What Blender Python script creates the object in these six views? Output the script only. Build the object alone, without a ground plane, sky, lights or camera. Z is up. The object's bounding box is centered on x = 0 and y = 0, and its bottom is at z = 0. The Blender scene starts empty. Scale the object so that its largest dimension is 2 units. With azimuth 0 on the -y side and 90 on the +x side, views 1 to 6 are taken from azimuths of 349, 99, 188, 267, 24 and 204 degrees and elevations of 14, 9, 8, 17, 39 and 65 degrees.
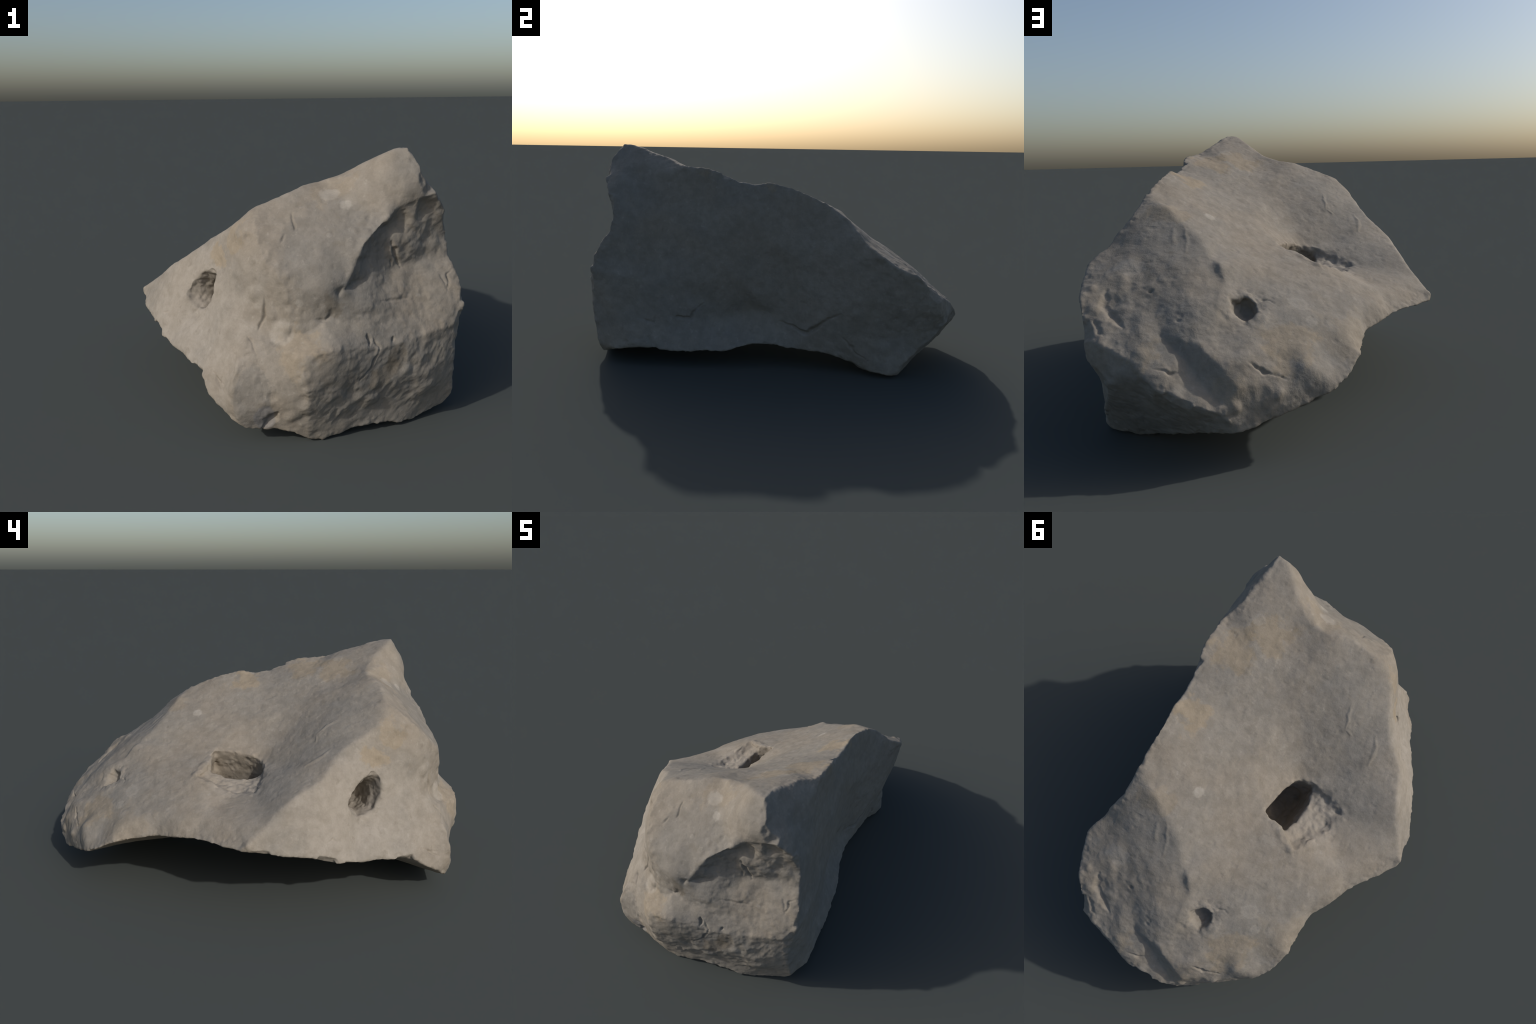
"""A weathered, angular limestone boulder with three natural pits.

The rock is described by its ridges (the edges along which it broke) and by a
few points that say how each face between them bellies or dips.  The faces are
stretched between the ridges, the pits are cut out, the result is remeshed
evenly, softened, and then given chips, cracks, and chiselled and weathered relief.
"""
import math
import random

import bmesh
import bpy
import numpy as np
from mathutils import Vector

random.seed(7)
HEART = Vector((0.13, -0.03, 0.37))      # every face of the rock can be seen from here
VOXEL = 0.0046                           # size of the even mesh

# ------------------------------------------------------------------ ridges
RIDGES = {
    "east_crest": [
        (.377, -.742, 1.106), (.385, -.67, 1.100), (.415, -.57, 1.062), (.430, -.47, 1.036), (.468, -.435, 1.006),
        (.488, -.36, 1.000), (.496, -.25, .990), (.487, -.19, .968), (.482, -.11, .930), (.480, -.03, .916),
        (.484, .05, .928), (.486, .15, .911), (.500, .24, .874), (.507, .325, .836), (.528, .44, .760),
        (.590, .52, .665), (.641, .605, .603), (.633, .69, .545), (.606, .775, .515), (.570, .85, .445),
        (.550, .888, .402)],
    "north_east_corner": [
        (.550, .888, .402), (.538, .890, .325), (.462, .925, .262), (.480, .875, .208), (.515, .812, .155),
        (.558, .735, .085), (.552, .70, .010)],
    "north_lip": [
        (.550, .888, .402), (.45, .925, .373), (.36, .957, .342), (.285, .996, .270), (.20, 1.003, .232),
        (.12, 1.003, .212), (.06, .988, .185), (.027, .960, .116)],
    "foot": [
        (.552, .70, .010), (.512, .706, -.003), (.40, .742, .012), (.25, .84, .060), (.12, .945, .108), (.027, .960, .116)],
    "north_west_rim": [
        (.027, .960, .116), (-.06, .908, .138), (-.157, .851, .171), (-.278, .781, .210), (-.318, .723, .244),
        (-.350, .657, .283), (-.357, .56, .304), (-.366, .456, .320), (-.427, .376, .336), (-.474, .288, .348),
        (-.524, .222, .353), (-.632, .092, .356), (-.648, .058, .382)],
    "west_rim": [
        (-.648, .058, .382), (-.648, .030, .348), (-.639, -.09, .333), (-.611, -.167, .334), (-.605, -.227, .304),
        (-.588, -.32, .268), (-.565, -.38, .264), (-.542, -.447, .251), (-.513, -.50, .248), (-.480, -.60, .234),
        (-.443, -.70, .226), (-.439, -.745, .186), (-.427, -.788, .160), (-.387, -.833, .130), (-.343, -.877, .086),
        (-.302, -.895, .067)],
    "west_crest": [
        (-.648, .058, .382), (-.557, -.065, .479), (-.508, -.165, .551), (-.470, -.275, .602), (-.352, -.375, .712),
        (-.328, -.47, .750), (-.275, -.545, .806), (-.222, -.595, .860), (-.135, -.595, .902), (-.055, -.600, .934),
        (-.005, -.585, .955), (.070, -.560, .965), (.155, -.562, .988), (.240, -.640, 1.046), (.325, -.728, 1.106),
        (.377, -.742, 1.106)],
    "prow": [   # corner between the east face and the front
        (.377, -.742, 1.106), (.398, -.768, 1.070), (.410, -.792, 1.037), (.412, -.815, .989), (.467, -.811, .938),
        (.549, -.759, .843), (.564, -.737, .747), (.570, -.751, .671), (.585, -.793, .61), (.601, -.816, .578),
        (.606, -.845, .493), (.583, -.853, .401), (.570, -.849, .306), (.572, -.841, .235), (.590, -.820, .092),
        (.550, -.81, .036)],
    "block_hem": [
        (.550, -.81, .036), (.40, -.854, .007), (.33, -.879, .010), (.225, -.895, .038), (.09, -.910, .020),
        (.0, -.920, -.002), (-.053, -.922, .006), (-.121, -.925, .042), (-.179, -.913, .060), (-.225, -.893, .055),
        (-.302, -.895, .067)],
    "east_hem": [
        (.550, -.81, .036), (.630, -.709, .080), (.628, -.631, .116), (.624, -.57, .118), (.620, -.479, .085),
        (.612, -.348, .078), (.594, -.215, .092), (.586, -.167, .084), (.535, .033, .136), (.525, .136, .106),
        (.542, .326, .098), (.550, .429, .090), (.534, .532, .024), (.575, .59, .021), (.588, .66, .016), (.552, .70, .010)],
    "groove_brink": [(.260, .866, .410), (.154, .890, .370), (.083, .922, .322), (.030, .950, .262)],
    "groove_floor": [(.290, .866, .396), (.197, .896, .325), (.162, .924, .282), (.110, .950, .240)],
    "west_shoulder": [
        (-.222, -.595, .860), (-.217, -.665, .828), (-.222, -.735, .765), (-.205, -.800, .705), (-.155, -.868, .645),
        (-.128, -.884, .550), (-.110, -.888, .436)],
    "scar": [
        (-.236, -.738, .735), (-.240, -.768, .650), (-.240, -.780, .565), (-.236, -.790, .490), (-.250, -.808, .435), (-.303, -.832, .383)],
    "west_foot_edge": [
        (-.303, -.832, .383), (-.335, -.872, .300), (-.362, -.890, .225), (-.348, -.903, .155), (-.302, -.897, .067)],
    "west_foot_back": [
        (-.303, -.832, .383), (-.365, -.815, .250), (-.427, -.788, .160)],
    "gully": [
        (-.303, -.832, .383), (-.258, -.900, .300), (-.228, -.930, .215), (-.206, -.928, .140), (-.225, -.898, .055)],
    "recess_top": [
        (.467, -.811, .938), (.400, -.812, .914), (.318, -.808, .886), (.161, -.870, .764), (.100, -.895, .650),
        (.042, -.910, .535)],
    "recess_crease": [
        (.057, -.888, .585), (.125, -.862, .612), (.201, -.848, .628), (.336, -.780, .632), (.450, -.762, .655), (.560, -.748, .690)],
    "nose": [(.042, -.905, .535), (-.02, -.910, .475), (-.060, -.913, .435), (-.110, -.888, .436)],
    "block_brow": [
        (-.115, -.985, .370), (-.06, -1.0, .390), (.0, -1.005, .402), (.102, -.979, .386), (.207, -.954, .370), (.30, -.935, .380),
        (.40, -.910, .397), (.500, -.886, .407), (.583, -.853, .401)],
    "block_shoulder": [(-.115, -.985, .370), (-.170, -.918, .382), (-.245, -.850, .395), (-.303, -.832, .383)],
    "block_corner": [
        (-.115, -.985, .370), (-.100, -1.002, .310), (-.090, -1.0, .250), (-.080, -.982, .170), (-.070, -.950, .110), (-.053, -.922, .006)],
    "slab_break": [   # where the smooth slab turns down to the rough north end
        (.507, .325, .836), (.400, .395, .792), (.324, .443, .732), (.251, .490, .684), (.200, .55, .628),
        (.150, .63, .560), (.08, .69, .495)],
}
# ------------------------------------------------------------ face points
FACES = {
    "slab": [
        (.397, .02, .880), (.355, -.485, 1.028), (.254, .285, .745), (.150, -.47, .932), (.012, -.500, .925),
        (-.212, -.325, .748), (-.198, -.265, .700), (-.334, -.225, .638), (.300, -.30, .935), (.140, -.25, .832), (.095, -.165, .780), (.03, -.225, .772),
        (.25, -.05, .812), (.04, -.105, .712), (.130, .05, .724), (.10, .20, .672), (-.017, .186, .616), (-.089, -.032, .580),
        (-.32, 0.0, .502), (-.286, .108, .490), (-.200, .273, .542), (.10, .38, .620), (-.05, .42, .550), (.20, .24, .715),
        (-.183, .635, .403), (-.25, .45, .448), (-.335, .45, .412), (-.400, .36, .408), (-.43, .22, .430), (-.53, .08, .432),
        (-.43, -.06, .512), (-.317, -.114, .575), (-.20, -.12, .590), (-.05, .60, .485), (-.30, .62, .350), (.377, -.12, .902),
        (.0, -.20, .740), (-.13, -.4, .815), (-.20, -.55, .866)],
    "north_end": [
        (.369, .726, .525), (.52, .775, .490), (.422, .847, .428), (.006, .888, .331), (-.135, .846, .268), (-.172, .832, .304),
        (-.127, .756, .354), (.42, .56, .655), (.24, .66, .578), (.150, .610, .602), (.125, .735, .505),
        (-.08, .900, .240), (.052, .692, .468), (.2, .8, .470), (.33, .934, .362), (.25, .958, .318), (.36, .90, .395)],
    "north_under": [(.38, .86, .150), (.45, .80, .100)],
    "east": [
        (.596, -.62, .400), (.570, -.42, .420), (.548, -.30, .540), (.536, -.17, .460), (.516, .02, .620), (.512, .16, .500),
        (.540, .27, .400), (.565, .37, .520), (.541, .345, .690), (.510, -.02, .790), (.535, -.40, .720), (.520, .26, .720),
        (.522, -.18, .770), (.548, -.32, .650), (.545, .26, .590), (.570, -.42, .200), (.556, -.33, .220), (.505, -.20, .240), (.455, -.04, .270),
        (.484, .10, .260), (.500, .16, .360), (.540, .26, .195), (.572, .42, .190), (.515, -.08, .400), (.507, -.726, .938),
        (.580, -.72, .530), (.610, -.715, .450), (.612, -.74, .340), (.600, .45, .350), (.622, .56, .420), (.632, .66, .460), (.622, .68, .380), (.585, .60, .200),
        (.535, .81, .235), (.520, -.60, .860), (.455, -.70, 1.0), (.462, -.58, 1.025), (.495, -.5, .97)],
    "west": [
        (-.369, -.509, .615), (-.430, -.446, .410), (-.470, -.393, .474), (-.412, -.614, .342), (-.338, -.525, .660),
        (-.335, -.62, .560), (-.562, -.22, .438), (-.579, -.30, .320), (-.332, -.735, .415), (-.607, -.09, .397),
        (-.502, -.27, .545), (-.382, -.670, .381), (-.290, -.640, .790), (-.305, -.60, .70), (-.50, -.50, .322), (-.285, -.71, .66)],
    "front": [
        (-.07, -.718, .820), (.143, -.724, .892), (.044, -.800, .788), (-.165, -.868, .415), (.005, -.918, .615),
        (-.1, -.80, .725), (-.02, -.862, .712), (.290, -.780, .985), (.295, -.766, 1.044), (.230, -.722, .990), (.347, -.800, 1.005), (.335, -.816, .960), (.08, -.872, .70), (.19, -.655, .995)],
    "recess": [(.400, -.790, .755), (.351, -.806, .628), (.27, -.800, .690), (.48, -.755, .780), (.325, -.772, .840), (.255, -.802, .775), (.185, -.832, .705), (.44, -.778, .88)],
    "ledge": [(.158, -.937, .440), (.399, -.838, .514), (.535, -.830, .547), (.28, -.882, .505), (.1, -.920, .475), (.42, -.872, .450), (.16, -.905, .555)],
    "block": [(.203, -.945, .237), (.44, -.905, .225), (.256, -.893, .110), (.16, -.905, .085), (.02, -1.0, .310), (-.285, -.922, .150), (.05, -.972, .230), (.03, -.935, .1),
        (-.165, -.950, .280), (.12, -.972, .310), (.38, -.875, .090)],
    "underside": [
        (.30, .20, .110), (.10, .10, .155), (-.10, .10, .218), (-.35, .05, .297), (.30, -.40, .085), (.0, -.5, .130),
        (-.25, -.45, .200), (.25, .50, .072), (-.1, .5, .192), (-.22, .55, .250)],
}


def sampled(points, step=0.03):
    out = []
    for a, b in zip(points, points[1:]):
        a, b = Vector(a), Vector(b)
        n = max(1, round((b - a).length / step))
        out += [a.lerp(b, i / n) for i in range(n)]
    return out + [Vector(points[-1])]


SOFT = {"west_crest", "slab_break", "scar", "recess_crease"}      # ridges worn round
CRISP = {"recess_top", "groove_brink", "groove_floor"}            # breaks too fresh to be chipped


def stretch_faces():
    """Faces between the ridges: neighbours are those that lie side by side as seen from the heart of the rock."""
    kept, hard, worn, crisp = [], [], [], []
    for is_ridge, groups in ((True, RIDGES), (False, FACES)):
        for name, pts in groups.items():
            for p in (sampled(pts) if is_ridge else map(Vector, pts)):
                d = (p - HEART).normalized()
                if all((d - q[0]).length > 0.012 for q in kept):
                    kept.append((d, p))
                    if is_ridge:
                        (worn if name in SOFT else crisp if name in CRISP else hard).append(p[:])
    bm = bmesh.new()
    for i, (d, p) in enumerate(kept):
        bm.verts.new(d)
    bm.verts.ensure_lookup_table()
    where = {v: p for v, (d, p) in zip(bm.verts, kept)}
    bmesh.ops.convex_hull(bm, input=list(bm.verts))
    for v in bm.verts:
        v.co = where[v]
    bmesh.ops.recalc_face_normals(bm, faces=list(bm.faces))
    me = bpy.data.meshes.new("rock_cage")
    bm.to_mesh(me)
    bm.free()
    return me, np.array(hard), np.array(worn), np.array(crisp)


# ------------------------------------------------------------------- pits
def pit(rings):
    """A pit as a stack of rings (each a list of points), outermost first."""
    bm = bmesh.new()
    loops = [[bm.verts.new(p) for p in ring] for ring in rings]
    n = len(loops[0])
    for a, b in zip(loops, loops[1:]):
        for i in range(n):
            bm.faces.new((a[i], a[(i + 1) % n], b[(i + 1) % n], b[i]))
    bm.faces.new(loops[0])
    bm.faces.new(loops[-1][::-1])
    bmesh.ops.triangulate(bm, faces=list(bm.faces))
    bmesh.ops.recalc_face_normals(bm, faces=list(bm.faces))
    me = bpy.data.meshes.new("pit")
    bm.to_mesh(me)
    bm.free()
    return bpy.data.objects.new("pit", me)


def tapering(rim, inward, depths, widths, drift=(0, 0, 0)):
    rim = [Vector(p) for p in rim]
    mid = sum(rim, Vector()) / len(rim)
    inward, drift = Vector(inward).normalized(), Vector(drift)
    return [[mid + (p - mid) * w + inward * d + drift * max(0, d) for p in rim] for d, w in zip(depths, widths)]


PITS = [
    # the deep chamber of the big pit, running under the slab towards the east crest
    tapering([(-.015, .190, .612), (-.035, .110, .612), (-.058, .010, .598), (-.093, -.040, .573), (-.150, -.036, .555),
              (-.165, .035, .545), (-.155, .130, .545), (-.130, .205, .560), (-.075, .208, .580)],
             (.42, -.06, -1), (-.06, .0, .08, .19, .25), (1.10, 1.0, 1.06, .95, .45)),
    # its shallow western apron
    tapering([(-.060, .165, .590), (-.080, .010, .585), (-.135, -.035, .560), (-.235, -.025, .530), (-.322, .000, .500),
              (-.288, .100, .488), (-.235, .200, .515), (-.195, .272, .541), (-.130, .235, .565)],
             (.25, -.08, -1), (-.05, .0, .018, .024), (1.1, 1.0, .90, .60), (1.0, -.2, 0)),
    # the pit in the west face
    tapering([(-.372, -.505, .605), (-.348, -.535, .570), (-.355, -.540, .500), (-.375, -.515, .445), (-.425, -.442, .414),
              (-.470, -.388, .472), (-.440, -.410, .530), (-.405, -.455, .585)],
             (.88, .24, -.30), (-.06, .0, .05, .14, .21), (1.12, 1.0, .82, .66, .28)),
    # the small pit at the north end, under a little ledge
    tapering([(.090, .692, .490), (.050, .672, .502), (.004, .682, .478), (-.002, .712, .440), (.040, .738, .420), (.082, .722, .442)],
             (.10, -.85, -.45), (-.05, .0, .035, .058), (1.15, 1.0, .80, .50)),
]


# ---------------------------------------------------------------- helpers
def lattice_hash(ix, iy, iz, seed):
    h = (ix * 374761393 + iy * 668265263 + iz * 1440662683 + seed * 974634777) & 0xFFFFFFFF
    h = ((h ^ (h >> 13)) * 1274126177) & 0xFFFFFFFF
    return ((h ^ (h >> 16)) & 0xFFFF) / 32767.5 - 1.0


def noise(p, size, seed=0):
    """Smooth value noise in -1..1 with bumps about `size` metres across."""
    q = p / size
    i = np.floor(q).astype(np.int64)
    f = q - i
    f = f * f * f * (f * (f * 6 - 15) + 10)
    total = 0
    for dx in (0, 1):
        for dy in (0, 1):
            for dz in (0, 1):
                w = (f[:, 0] if dx else 1 - f[:, 0]) * (f[:, 1] if dy else 1 - f[:, 1]) * (f[:, 2] if dz else 1 - f[:, 2])
                total = total + w * lattice_hash(i[:, 0] + dx, i[:, 1] + dy, i[:, 2] + dz, seed)
    return total


def fractal(p, size, octaves=4, seed=0, gain=0.5):
    a, out = 1.0, 0
    for k in range(octaves):
        out = out + a * noise(p + 13.7 * k, size * 0.5 ** k, seed + k)
        a *= gain
    return out


def smoothstep(a, b, x):
    t = np.clip((x - a) / (b - a), 0, 1)
    return t * t * (3 - 2 * t)


def arrays(me):
    co = np.empty(len(me.vertices) * 3)
    me.vertices.foreach_get("co", co)
    ed = np.empty(len(me.edges) * 2, dtype=np.int64)
    me.edges.foreach_get("vertices", ed)
    return co.reshape(-1, 3), ed.reshape(-1, 2)


def normals_of(me, co):
    me.vertices.foreach_set("co", co.ravel())
    me.update()
    no = np.empty(len(me.vertices) * 3)
    me.vertex_normals.foreach_get("vector", no)
    return no.reshape(-1, 3)


def relax(co, ed, weight, rounds):
    n = len(co)
    deg = np.bincount(ed.ravel(), minlength=n).astype(float)[:, None]
    for _ in range(rounds):
        s = np.empty_like(co)
        for k in range(3):
            s[:, k] = np.bincount(ed[:, 0], co[ed[:, 1], k], n) + np.bincount(ed[:, 1], co[ed[:, 0], k], n)
        co = co + weight[:, None] * (s / deg - co)
    return co


def near_points(co, pts, reach):
    """Distance of each vertex to the nearest of some points (capped)."""
    best = np.full(len(co), reach)
    for p in pts:
        d = np.abs(co - p)
        m = (d[:, 0] < reach) & (d[:, 1] < reach) & (d[:, 2] < reach)
        best[m] = np.minimum(best[m], np.sqrt(((co[m] - p) ** 2).sum(1)))
    return best


def near_stroke(co, pts, reach):
    """Distance to a polyline and position 0..1 along it."""
    pts = np.array(pts, float)
    best, along = np.full(len(co), reach * 1.0), np.zeros(len(co))
    n = len(pts) - 1
    for i in range(n):
        a, b = pts[i], pts[i + 1]
        t = np.clip((co - a) @ (b - a) / max(1e-9, (b - a) @ (b - a)), 0, 1)
        d = np.sqrt(((co - a - t[:, None] * (b - a)) ** 2).sum(1))
        m = d < best
        best[m], along[m] = d[m], (i + t[m]) / n
    return best, along


# ------------------------------------------------------------------ relief
CRACKS = [   # path, half width, depth
    ([(-.076, -.688, .868), (-.074, -.715, .829), (-.072, -.747, .795)], .007, .009),
    ([(-.111, -.740, .791), (-.135, -.766, .763)], .008, .005),
    ([(.300, -.799, .747), (.320, -.788, .698), (.350, -.780, .636)], .012, .014),
    ([(.305, -.792, .682), (.304, -.794, .647)], .008, .008),
    ([(.156, -.938, .433), (.169, -.946, .411), (.161, -.956, .389)], .009, .013),
    ([(.184, -.943, .413), (.207, -.955, .373), (.197, -.954, .340), (.172, -.954, .292), (.127, -.958, .253)], .009, .012),
    ([(.271, -.925, .408), (.266, -.935, .390)], .008, .010),
    ([(.508, -.786, .618), (.528, -.817, .565), (.535, -.827, .544)], .008, .008),
    ([(.535, -.827, .544), (.546, -.808, .580), (.541, -.796, .600), (.563, -.790, .611)], .009, .013),
    ([(-.052, -.900, .490), (.002, -.910, .488), (.030, -.908, .507)], .012, .008),
    ([(-.213, -.816, .553), (-.215, -.814, .490), (-.232, -.807, .424)], .011, .013),
    ([(-.269, -.806, .401), (-.256, -.829, .377), (-.245, -.86, .345)], .009, .009),
    ([(-.400, -.754, .243), (-.388, -.794, .217), (-.377, -.829, .195)], .009, .010),
    ([(-.411, -.730, .249), (-.393, -.777, .232), (-.368, -.835, .215)], .007, .006),
    ([(-.566, -.279, .358), (-.555, -.309, .364), (-.548, -.343, .352)], .008, .006),
    ([(.007, .884, .327), (-.045, .878, .293), (-.130, .846, .258)], .010, .010),
    ([(.015, .655, .482), (-.032, .630, .476), (-.048, .632, .467)], .007, .006),
    ([(.319, .447, .727), (.293, .512, .675), (.281, .566, .632)], .014, -.003),
    ([(.353, .466, .721), (.339, .537, .662)], .014, -.0025),
    ([(.582, -.447, .251), (.593, -.332, .242), (.572, -.297, .292), (.559, -.265, .316)], .010, .012),
    ([(.512, .104, .238), (.538, .256, .191), (.565, .353, .272), (.584, .419, .310)], .013, .016),
    ([(.596, -.597, .236), (.591, -.517, .219), (.579, -.510, .257)], .009, .008),
    ([(.563, .431, .197), (.557, .501, .110), (.571, .559, .083)], .012, .009),
    ([(.529, .737, .525), (.512, .791, .478), (.464, .823, .451), (.424, .849, .428)], .022, .010),
    ([(.532, .838, .447), (.485, .882, .406)], .012, .008),
    ([(.300, .950, .320), (.240, .955, .315), (.185, .930, .305)], .009, .008),
    ([(-.175, -.286, .727), (-.219, -.272, .694)], .012, -.004),
    ([(-.161, -.374, .786), (-.169, -.330, .762), (-.175, -.286, .727)], .012, -.004),
    ([(-.338, -.207, .621), (-.335, -.282, .663), (-.310, -.336, .700)], .016, -.004),
    ([(-.240, -.895, .065), (-.205, -.918, .115), (-.185, -.930, .135)], .024, .020),
    ([(.215, -.880, .528), (.310, -.851, .530), (.385, -.828, .530)], .012, .005),
]
LUMPS = [   # centre, radius, height (negative: a dent)
    ((-.165, -.880, .445), .045, .009), ((-.244, -.781, .571), .040, .008), ((-.195, -.833, .500), .035, .008),
    ((.368, .729, .524), .012, -.010), ((.248, .823, .447), .014, -.006),
    ((.480, .700, .560), .05, .006), ((-.26, -.70, .775), .030, -.010), 
    ((.250, -.935, .270), .055, -.007), ((.300, -.930, .325), .040, -.005), ((.330, -.925, .262), .035, .006),
    ((.380, -.910, .300), .040, .005), ((.10, -.965, .200), .05, -.008), ((.185, -.925, .150), .045, .009),
    ((.440, -.900, .160), .06, .008), ((.43, -.780, .870), .06, -.010),
    ((.50, -.770, .720), .05, .008), ((-.13, -.94, .13), .040, .007), ((-.10, -.96, .20), .04, -.005),
    ((-.365, -.530, .620), .065, -.014), ((-.45, -.40, .50), .05, -.006), ((-.33, -.56, .54), .05, .006), ((.33, .935, .355), .045, .006),
    ((.575, .735, .53), .03, .005), ((.545, .80, .47), .035, .006), ((.49, .77, .49), .04, -.005),
    ((.02, .972, .20), .03, .008), ((-.04, .915, .235), .03, -.006), ((-.09, .89, .22), .025, .006),
    ((-.56, -.33, .335), .035, .005), ((-.40, -.46, .36), .03, -.004), ((.60, -.15, .15), .06, .006),
    ((.56, -.30, .30), .07, .008), ((.620, .50, .30), .06, .006), ((.58, .62, .15), .05, .008),
]
SCARS = [   # centre, outward direction, radius, depth: a flake knocked off flat
    
    ((.425, -.800, .97), (.5, -.85, .2), .045, .008), ((.56, -.75, .82), (.75, -.65, .1), .050, .010),
    ((.60, -.83, .53), (.7, -.7, .15), .045, .008), ((.585, -.85, .42), (.6, -.8, -.1), .05, .010),
    ((.48, -.16, .955), (.6, .1, .75), .040, .006), 
    ((-.46, -.65, .235), (-.75, -.3, -.55), .05, .008), ((-.58, -.28, .28), (-.8, 0, -.55), .05, .008),
    ((-.64, 0.0, .345), (-.85, -.1, -.5), .045, .008), 
    ((.54, .86, .42), (.5, .75, .4), .05, .008), ((.20, 1.0, .24), (.1, .95, -.1), .05, .006),
]


def snapped(co, points):
    """The points of the surface that lie nearest to the given ones."""
    return [co[np.argmin(((co - np.array(p)) ** 2).sum(1))] for p in points]


def chip_edges(co, no, marks, rng):
    """Small flat breaks along the ridges, so that no edge runs clean."""
    picks = marks[rng.permutation(len(marks))[: len(marks) * 2 // 5]]
    for p in picks:
        r = rng.uniform(.018, .042)
        d = np.abs(co - p)
        m = np.where((d[:, 0] < r) & (d[:, 1] < r) & (d[:, 2] < r))[0]
        if len(m) < 8:
            continue
        n = no[m].mean(0) + rng.normal(0, .25, 3)
        n /= np.linalg.norm(n) + 1e-9
        h = (co[m] - p) @ n
        top = np.percentile(h, 98)
        cut = top - rng.uniform(.0015, .006)
        fall = smoothstep(r, r * .6, np.sqrt(((co[m] - p) ** 2).sum(1)))
        co[m] -= n * (np.maximum(0, h - cut) * fall * .85)[:, None]
    return co


def carve(me, co, ed, ridge_marks):
    rng = np.random.default_rng(11)
    no = normals_of(me, co)
    for c, n, r, depth in SCARS:
        c, n = np.array(c), np.array(n) / np.linalg.norm(n)
        d = np.sqrt(((co - c) ** 2).sum(1))
        m = np.where(d < r * 1.3)[0]
        if not len(m):
            continue
        h = (co[m] - c) @ n
        near = m[np.argmin(d[m])]
        cut = (co[near] - c) @ n - depth
        wob = .25 * r * noise(co[m], .04, 5)
        fall = smoothstep(r * 1.1, r * .8, d[m] + wob)
        co[m] -= n * (np.maximum(0, h - cut) * fall)[:, None]
    co = chip_edges(co, no, ridge_marks, rng)
    no = normals_of(me, co)
    x, y, z = co.T
    h = np.zeros(len(co))
    bend = np.stack([noise(co, .05, 20 + k) for k in range(3)], 1) * .008
    for c, r, height in LUMPS:
        c = snapped(co, [c])[0]
        d = np.sqrt(((co + bend - np.array(c)) ** 2).sum(1))
        h += height * smoothstep(r, r * .15, d)
    bend = np.stack([noise(co, .022, 30 + k) for k in range(3)], 1) * .004
    for path, w, depth in CRACKS:
        path = snapped(co, sampled(path, .02))
        box = np.array(path)
        m = np.where(((co > box.min(0) - .06) & (co < box.max(0) + .06)).all(1))[0]
        if len(m):
            d, t = near_stroke(co[m] + bend[m], path, .05)
            taper = (.30 + .70 * np.sin(np.pi * np.clip(t, .04, .96))) * (1 + .45 * noise(co[m], .03, 37))
            h[m] -= depth * taper * smoothstep(w * taper, 0, d)
    # hacked front of the lower block: slanting lumps and small scoops, calmer at its foot
    front = smoothstep(-.84, -.90, y + .03 * noise(co, .07, 8)) * smoothstep(.39, .34, z + .03 * noise(co, .05, 9)) * smoothstep(-.10, .04, x + .05 * noise(co, .06, 7)) * (.35 + .65 * smoothstep(.05, .12, z))
    u = np.stack([x * .55 + z * .83, x * .83 - z * .55, y], 1) * np.array([.62, 1.0, .8])
    chisel = .8 * fractal(u, .050, 4, 45) + .5 * np.abs(noise(u, .036, 41)) + .35 * noise(co, .028, 43) - .2
    h += front * chisel * -.0050 * (.6 + .8 * smoothstep(-.5, .5, noise(co, .14, 44)))
    # torn recess and ledge, with a faint bedding along x
    ledge = smoothstep(-.72, -.78, y) * smoothstep(.40, .46, z) * smoothstep(.93, .86, z) * smoothstep(.06, .16, x)
    bed = np.stack([x * .28, y, z + .15 * x], 1)
    h += ledge * (.0030 * fractal(bed, .050, 3, 51) + .0030 * fractal(co, .045, 3, 53) + .003 * smoothstep(.62, .68, z) * fractal(co, .03, 2, 55))
    # broken north end
    north = smoothstep(.55, .85, y + .25 * (x - .2) + .06 * noise(co, .1, 60)) * smoothstep(.04, .12, z)
    h += north * (.0038 * fractal(co, .07, 4, 61))
    # ragged rims and the rubble inside the pits
    rim = smoothstep(.05, .01, near_points(co, ridge_marks, .06))
    h += rim * .0028 * fractal(co, .030, 3, 71)
    inside = np.zeros(len(co))
    for rings in PITS:
        inner = np.array([p for ring in rings[2:] for p in ring])
        inside = np.maximum(inside, smoothstep(.06, .03, near_points(co, inner, .08)))
    h += inside * .0045 * fractal(co, .032, 3, 81)
    # weathering everywhere
    h += .0034 * noise(co, .16, 90) + .0012 * fractal(co, .035, 3, 91) - .0012 * smoothstep(.35, .8, noise(co, .02, 95))
    co = co + no * h[:, None]
    return relax(co, ed, np.full(len(co), .25), 1)


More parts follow.
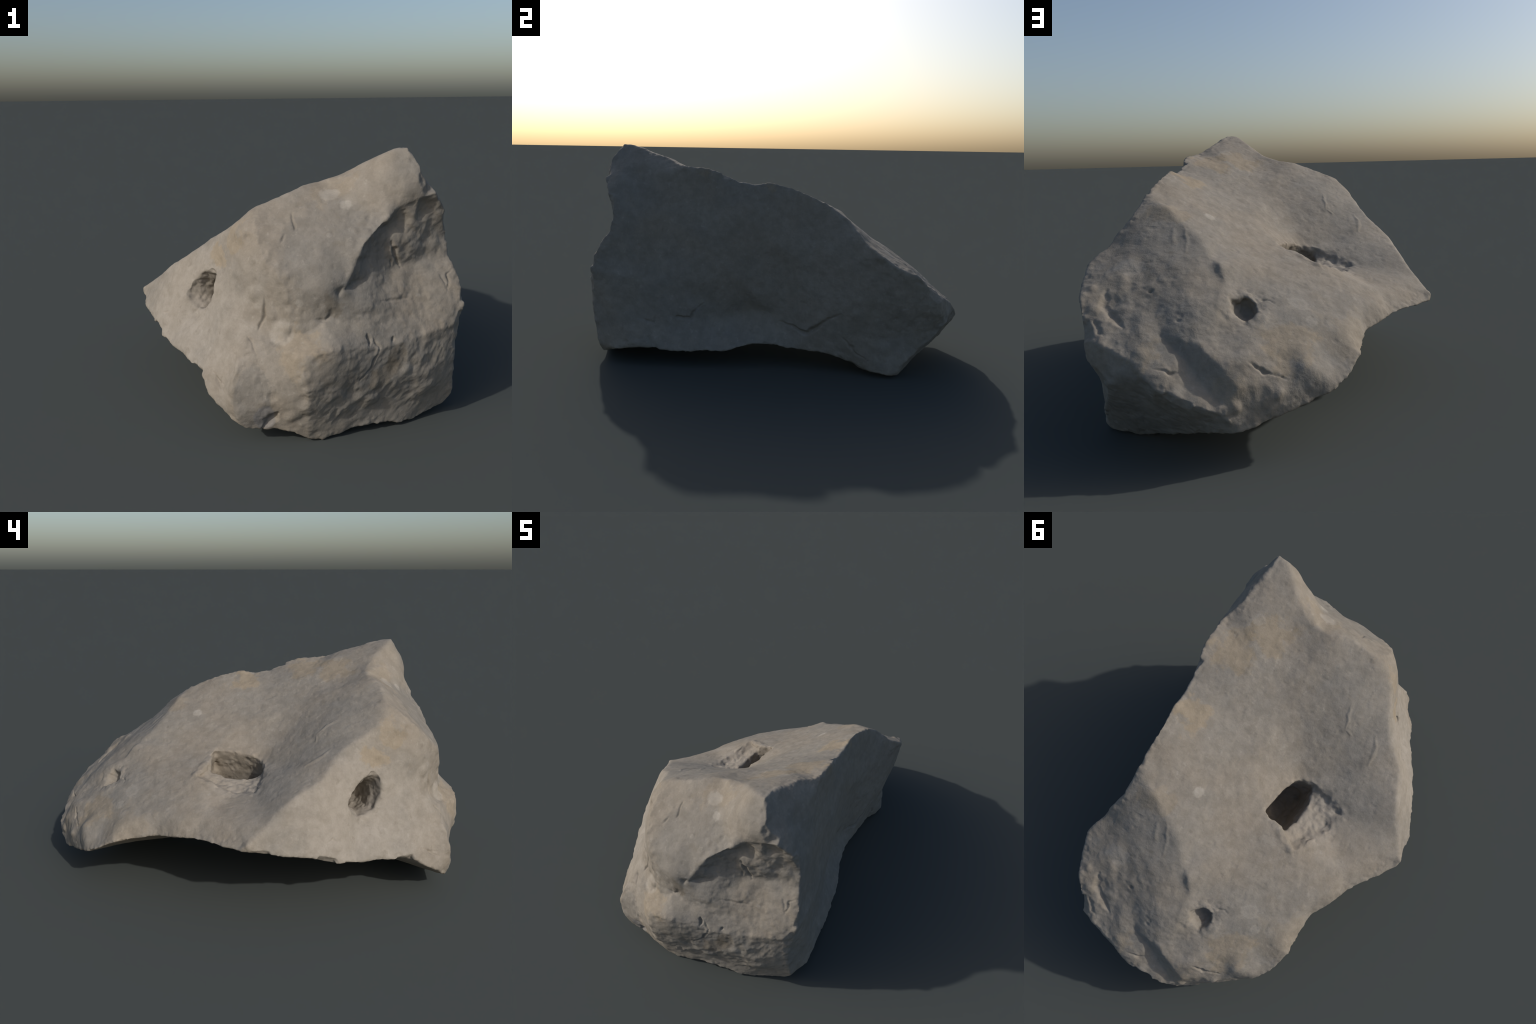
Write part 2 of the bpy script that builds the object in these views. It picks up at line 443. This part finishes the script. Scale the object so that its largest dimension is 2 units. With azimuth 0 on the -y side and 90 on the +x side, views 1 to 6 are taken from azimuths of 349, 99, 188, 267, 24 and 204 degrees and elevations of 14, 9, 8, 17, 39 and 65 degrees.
# ------------------------------------------------------------------ build
def build_rock():
    cage, hard, worn, crisp = stretch_faces()
    rock = bpy.data.objects.new("boulder", cage)
    bpy.context.collection.objects.link(rock)
    cutters = []
    for rings in PITS:
        c = pit(rings)
        bpy.context.collection.objects.link(c)
        cutters.append(c)
        m = rock.modifiers.new("cut", "BOOLEAN")
        m.object, m.operation, m.solver = c, "DIFFERENCE", "EXACT"
    m = rock.modifiers.new("even", "REMESH")
    m.mode, m.voxel_size, m.use_smooth_shade = "VOXEL", VOXEL, True
    me = bpy.data.meshes.new_from_object(rock.evaluated_get(bpy.context.evaluated_depsgraph_get()))
    rock.modifiers.clear()
    rock.data = me
    for c in cutters:
        bpy.data.objects.remove(c)
    me.name = "boulder"

    co, ed = arrays(me)
    rims = np.array([p for rings in PITS for ring in rings for p in ring])
    keep = smoothstep(0.015, 0.06, near_points(co, np.concatenate([hard, crisp, rims]), 0.12))
    keep = np.minimum(keep, .25 + .75 * smoothstep(0.015, 0.06, near_points(co, worn, 0.12)))
    co = relax(co, ed, np.full(len(co), 0.5), 3)
    co = relax(co, ed, 0.6 * keep, 100)
    ragged = smoothstep(.05, .015, near_points(co, rims, .06))[:, None]
    co = co + ragged * .005 * np.stack([fractal(co, .035, 2, 110 + 7 * k) for k in range(3)], 1)
    co = carve(me, co, ed, hard)
    co[:, 2] -= co[:, 2].min()
    me.vertices.foreach_set("co", co.ravel())
    me.update()
    me.polygons.foreach_set("use_smooth", np.ones(len(me.polygons), bool))
    return rock


# --------------------------------------------------------------- material
OCHRE, PALE, CHALK, BROWN, SLATE = (.285, .230, .158), (.345, .320, .280), (.305, .276, .236), (.150, .128, .098), (.192, .180, .160)
PATCHES = [   # colour, strength, centre, radius, raggedness
    (CHALK, .70, (-.47, -.45, .42), .33, .08), (CHALK, .35, (-.28, -.80, .30), .16, .06), (CHALK, .55, (-.20, .08, .47), .13, .04),
    (SLATE, .55, (.075, -.80, .700), (.215, .30, .240), .12), (SLATE, .35, (.20, -.95, .22), .26, .08),
    (SLATE, .65, (-.285, -.90, .190), (.070, .20, .135), .14), ((.190, .186, .186), .6, (-.235, -.925, .115), (.045, .1, .055), .12),
    (OCHRE, .60, (.405, .02, .890), .075, .04), (OCHRE, .55, (.378, -.303, .966), .10, .05), (OCHRE, .50, (.261, -.418, .962), .09, .05),
    (OCHRE, .60, (-.335, -.530, .665), .06, .04), (OCHRE, .45, (-.290, -.600, .735), .07, .05), (OCHRE, .45, (-.125, .752, .354), .10, .05),
    (OCHRE, .35, (.330, .935, .350), .06, .04), (OCHRE, .40, (-.105, -.945, .388), .085, .05), (OCHRE, .30, (.382, .405, .776), .07, .04),
    (OCHRE, .30, (.045, .965, .235), .05, .03), (OCHRE, .22, (-.30, .62, .36), .12, .07), (OCHRE, .25, (.10, -.62, .975), .09, .05),
    (BROWN, .55, (.021, -.903, .548), .045, .03), (BROWN, .55, (.246, -.940, .265), .060, .045), (BROWN, .55, (.290, -.936, .325), .050, .04),
    (BROWN, .30, (.075, -.966, .270), .070, .05), (BROWN, .3, (-.37, -.47, .50), .05, .03), (BROWN, .25, (-.04, .06, .50), .06, .03),
    (PALE, .70, (.252, .285, .751), .024, .008), (PALE, .60, (.141, -.728, .890), .026, .010), (PALE, .45, (.090, -.672, .950), .035, .014),
    (PALE, .45, (-.182, .636, .401), .024, .010), (PALE, .45, (-.096, -.890, .557), .014, .006), (PALE, .35, (.044, -.800, .788), .012, .006),
    (PALE, .30, (-.230, .476, .446), .035, .02), (PALE, .30, (-.124, .586, .453), .035, .02), (PALE, .40, (-.170, -.875, .445), .050, .02),
    (PALE, .30, (.450, .648, .590), .060, .03), (PALE, .25, (-.074, .292, .578), .040, .02), (PALE, .30, (.335, -.458, 1.013), .022, .01),
    (PALE, .25, (-.235, -.790, .560), .045, .02), (PALE, .25, (.330, -.927, .260), .040, .02), (PALE, .25, (-.032, .718, .416), .030, .02),
]


def stone_material(co):
    mat = bpy.data.materials.new("limestone")
    mat.use_nodes = True
    nt = mat.node_tree
    new, link = nt.nodes.new, nt.links.new
    bsdf = nt.nodes["Principled BSDF"]
    where = new("ShaderNodeTexCoord").outputs["Object"]

    def noise_node(scale, detail=4, rough=.55, vector=None, distortion=0):
        n = new("ShaderNodeTexNoise")
        n.inputs["Scale"].default_value, n.inputs["Detail"].default_value = scale, detail
        n.inputs["Roughness"].default_value, n.inputs["Distortion"].default_value = rough, distortion
        link(vector or where, n.inputs["Vector"])
        return n

    def ramp(value, lo, hi, a=0.0, b=1.0):
        r = new("ShaderNodeMapRange")
        r.interpolation_type = "SMOOTHSTEP"
        for k, v in zip(("From Min", "From Max", "To Min", "To Max"), (lo, hi, a, b)):
            r.inputs[k].default_value = v
        link(value, r.inputs["Value"])
        return r.outputs["Result"]

    def mix(factor, a, b, blend="MIX"):
        m = new("ShaderNodeMix")
        m.data_type, m.blend_type = "RGBA", blend
        for sock, v in ((m.inputs["Factor"], factor), (m.inputs["A"], a), (m.inputs["B"], b)):
            if isinstance(v, tuple):
                sock.default_value = (*v, 1)
            elif isinstance(v, float):
                sock.default_value = v
            else:
                link(v, sock)
        return m.outputs["Result"]

    warm, cool, dusty = (.250, .219, .178), (.222, .205, .178), (.262, .236, .198)
    col = mix(ramp(noise_node(2.6, 3).outputs["Fac"], .35, .65), warm, cool)
    col = mix(ramp(noise_node(7, 5, .6, None, .6).outputs["Fac"], .45, .70, 0, .75), col, dusty)
    wander = noise_node(10, 5, .65).outputs["Fac"]
    for colour, strength, centre, radius, ragged in PATCHES:
        oval = isinstance(radius, tuple)
        place = where
        if oval:      # an oval patch is a round one in squeezed coordinates
            squeeze = new("ShaderNodeVectorMath")
            squeeze.operation = "MULTIPLY"
            link(where, squeeze.inputs[0])
            squeeze.inputs[1].default_value = [1 / r for r in radius]
            place, centre, radius = squeeze.outputs[0], [c / r for c, r in zip(centre, radius)], 1.0
        d = new("ShaderNodeVectorMath")
        d.operation = "DISTANCE"
        link(place, d.inputs[0])
        d.inputs[1].default_value = snapped(co, [centre])[0] if radius < .1 else centre
        w = new("ShaderNodeMath")
        w.operation = "MULTIPLY_ADD"
        link(wander, w.inputs[0])
        w.inputs[1].default_value = ragged * 7
        w.inputs[2].default_value = -ragged * 3.5
        s = new("ShaderNodeMath")
        s.operation = "ADD"
        link(d.outputs["Value"], s.inputs[0])
        link(w.outputs[0], s.inputs[1])
        soft = .12 if oval else .45 if radius > .1 else .30
        col = mix(ramp(s.outputs[0], radius * (1 + soft * .5), radius * (1 - soft), 0, strength), col, colour)
    # pale scratches and dust streaks, darker brown blotches, fine grain
    stretched = new("ShaderNodeMapping")
    stretched.inputs["Rotation"].default_value = (.3, .5, .9)
    stretched.inputs["Scale"].default_value = (3, 16, 16)
    link(where, stretched.inputs["Vector"])
    streak = noise_node(1.6, 5, .65, stretched.outputs["Vector"]).outputs["Fac"]
    col = mix(ramp(streak, .60, .78, 0, .22), col, PALE)
    col = mix(ramp(noise_node(38, 3, .6).outputs["Fac"], .61, .72, 0, .30), col, PALE)
    col = mix(ramp(noise_node(19, 4, .6).outputs["Fac"], .40, .30, 0, .35), col, (.190, .166, .132))
    blotch = noise_node(24, 4, .65).outputs["Fac"]
    col = mix(ramp(blotch, .30, .70, 0, 1), mix(1.0, col, (.90, .895, .885), "MULTIPLY"), mix(1.0, col, (1.07, 1.07, 1.075), "MULTIPLY"))
    grain = noise_node(130, 3, .7).outputs["Fac"]
    col = mix(ramp(grain, .30, .70, 0, 1), mix(1.0, col, (.965, .965, .965), "MULTIPLY"), mix(1.0, col, (1.03, 1.03, 1.03), "MULTIPLY"))
    link(col, bsdf.inputs["Base Color"])
    bsdf.inputs["Roughness"].default_value = .88
    bsdf.inputs["Specular IOR Level"].default_value = .2
    bump = new("ShaderNodeBump")
    bump.inputs["Strength"].default_value, bump.inputs["Distance"].default_value = .30, .004
    height = new("ShaderNodeMath")
    height.operation = "MULTIPLY_ADD"
    link(noise_node(45, 5, .6).outputs["Fac"], height.inputs[0])
    height.inputs[1].default_value = 1.0
    link(grain, height.inputs[2])
    link(height.outputs[0], bump.inputs["Height"])
    link(bump.outputs["Normal"], bsdf.inputs["Normal"])
    return mat


rock = build_rock()
rock.data.materials.clear()
rock.data.materials.append(stone_material(arrays(rock.data)[0]))
rock["label"] = "angular weathered tan grey limestone boulder with three pits"
rock["category"] = "rock"
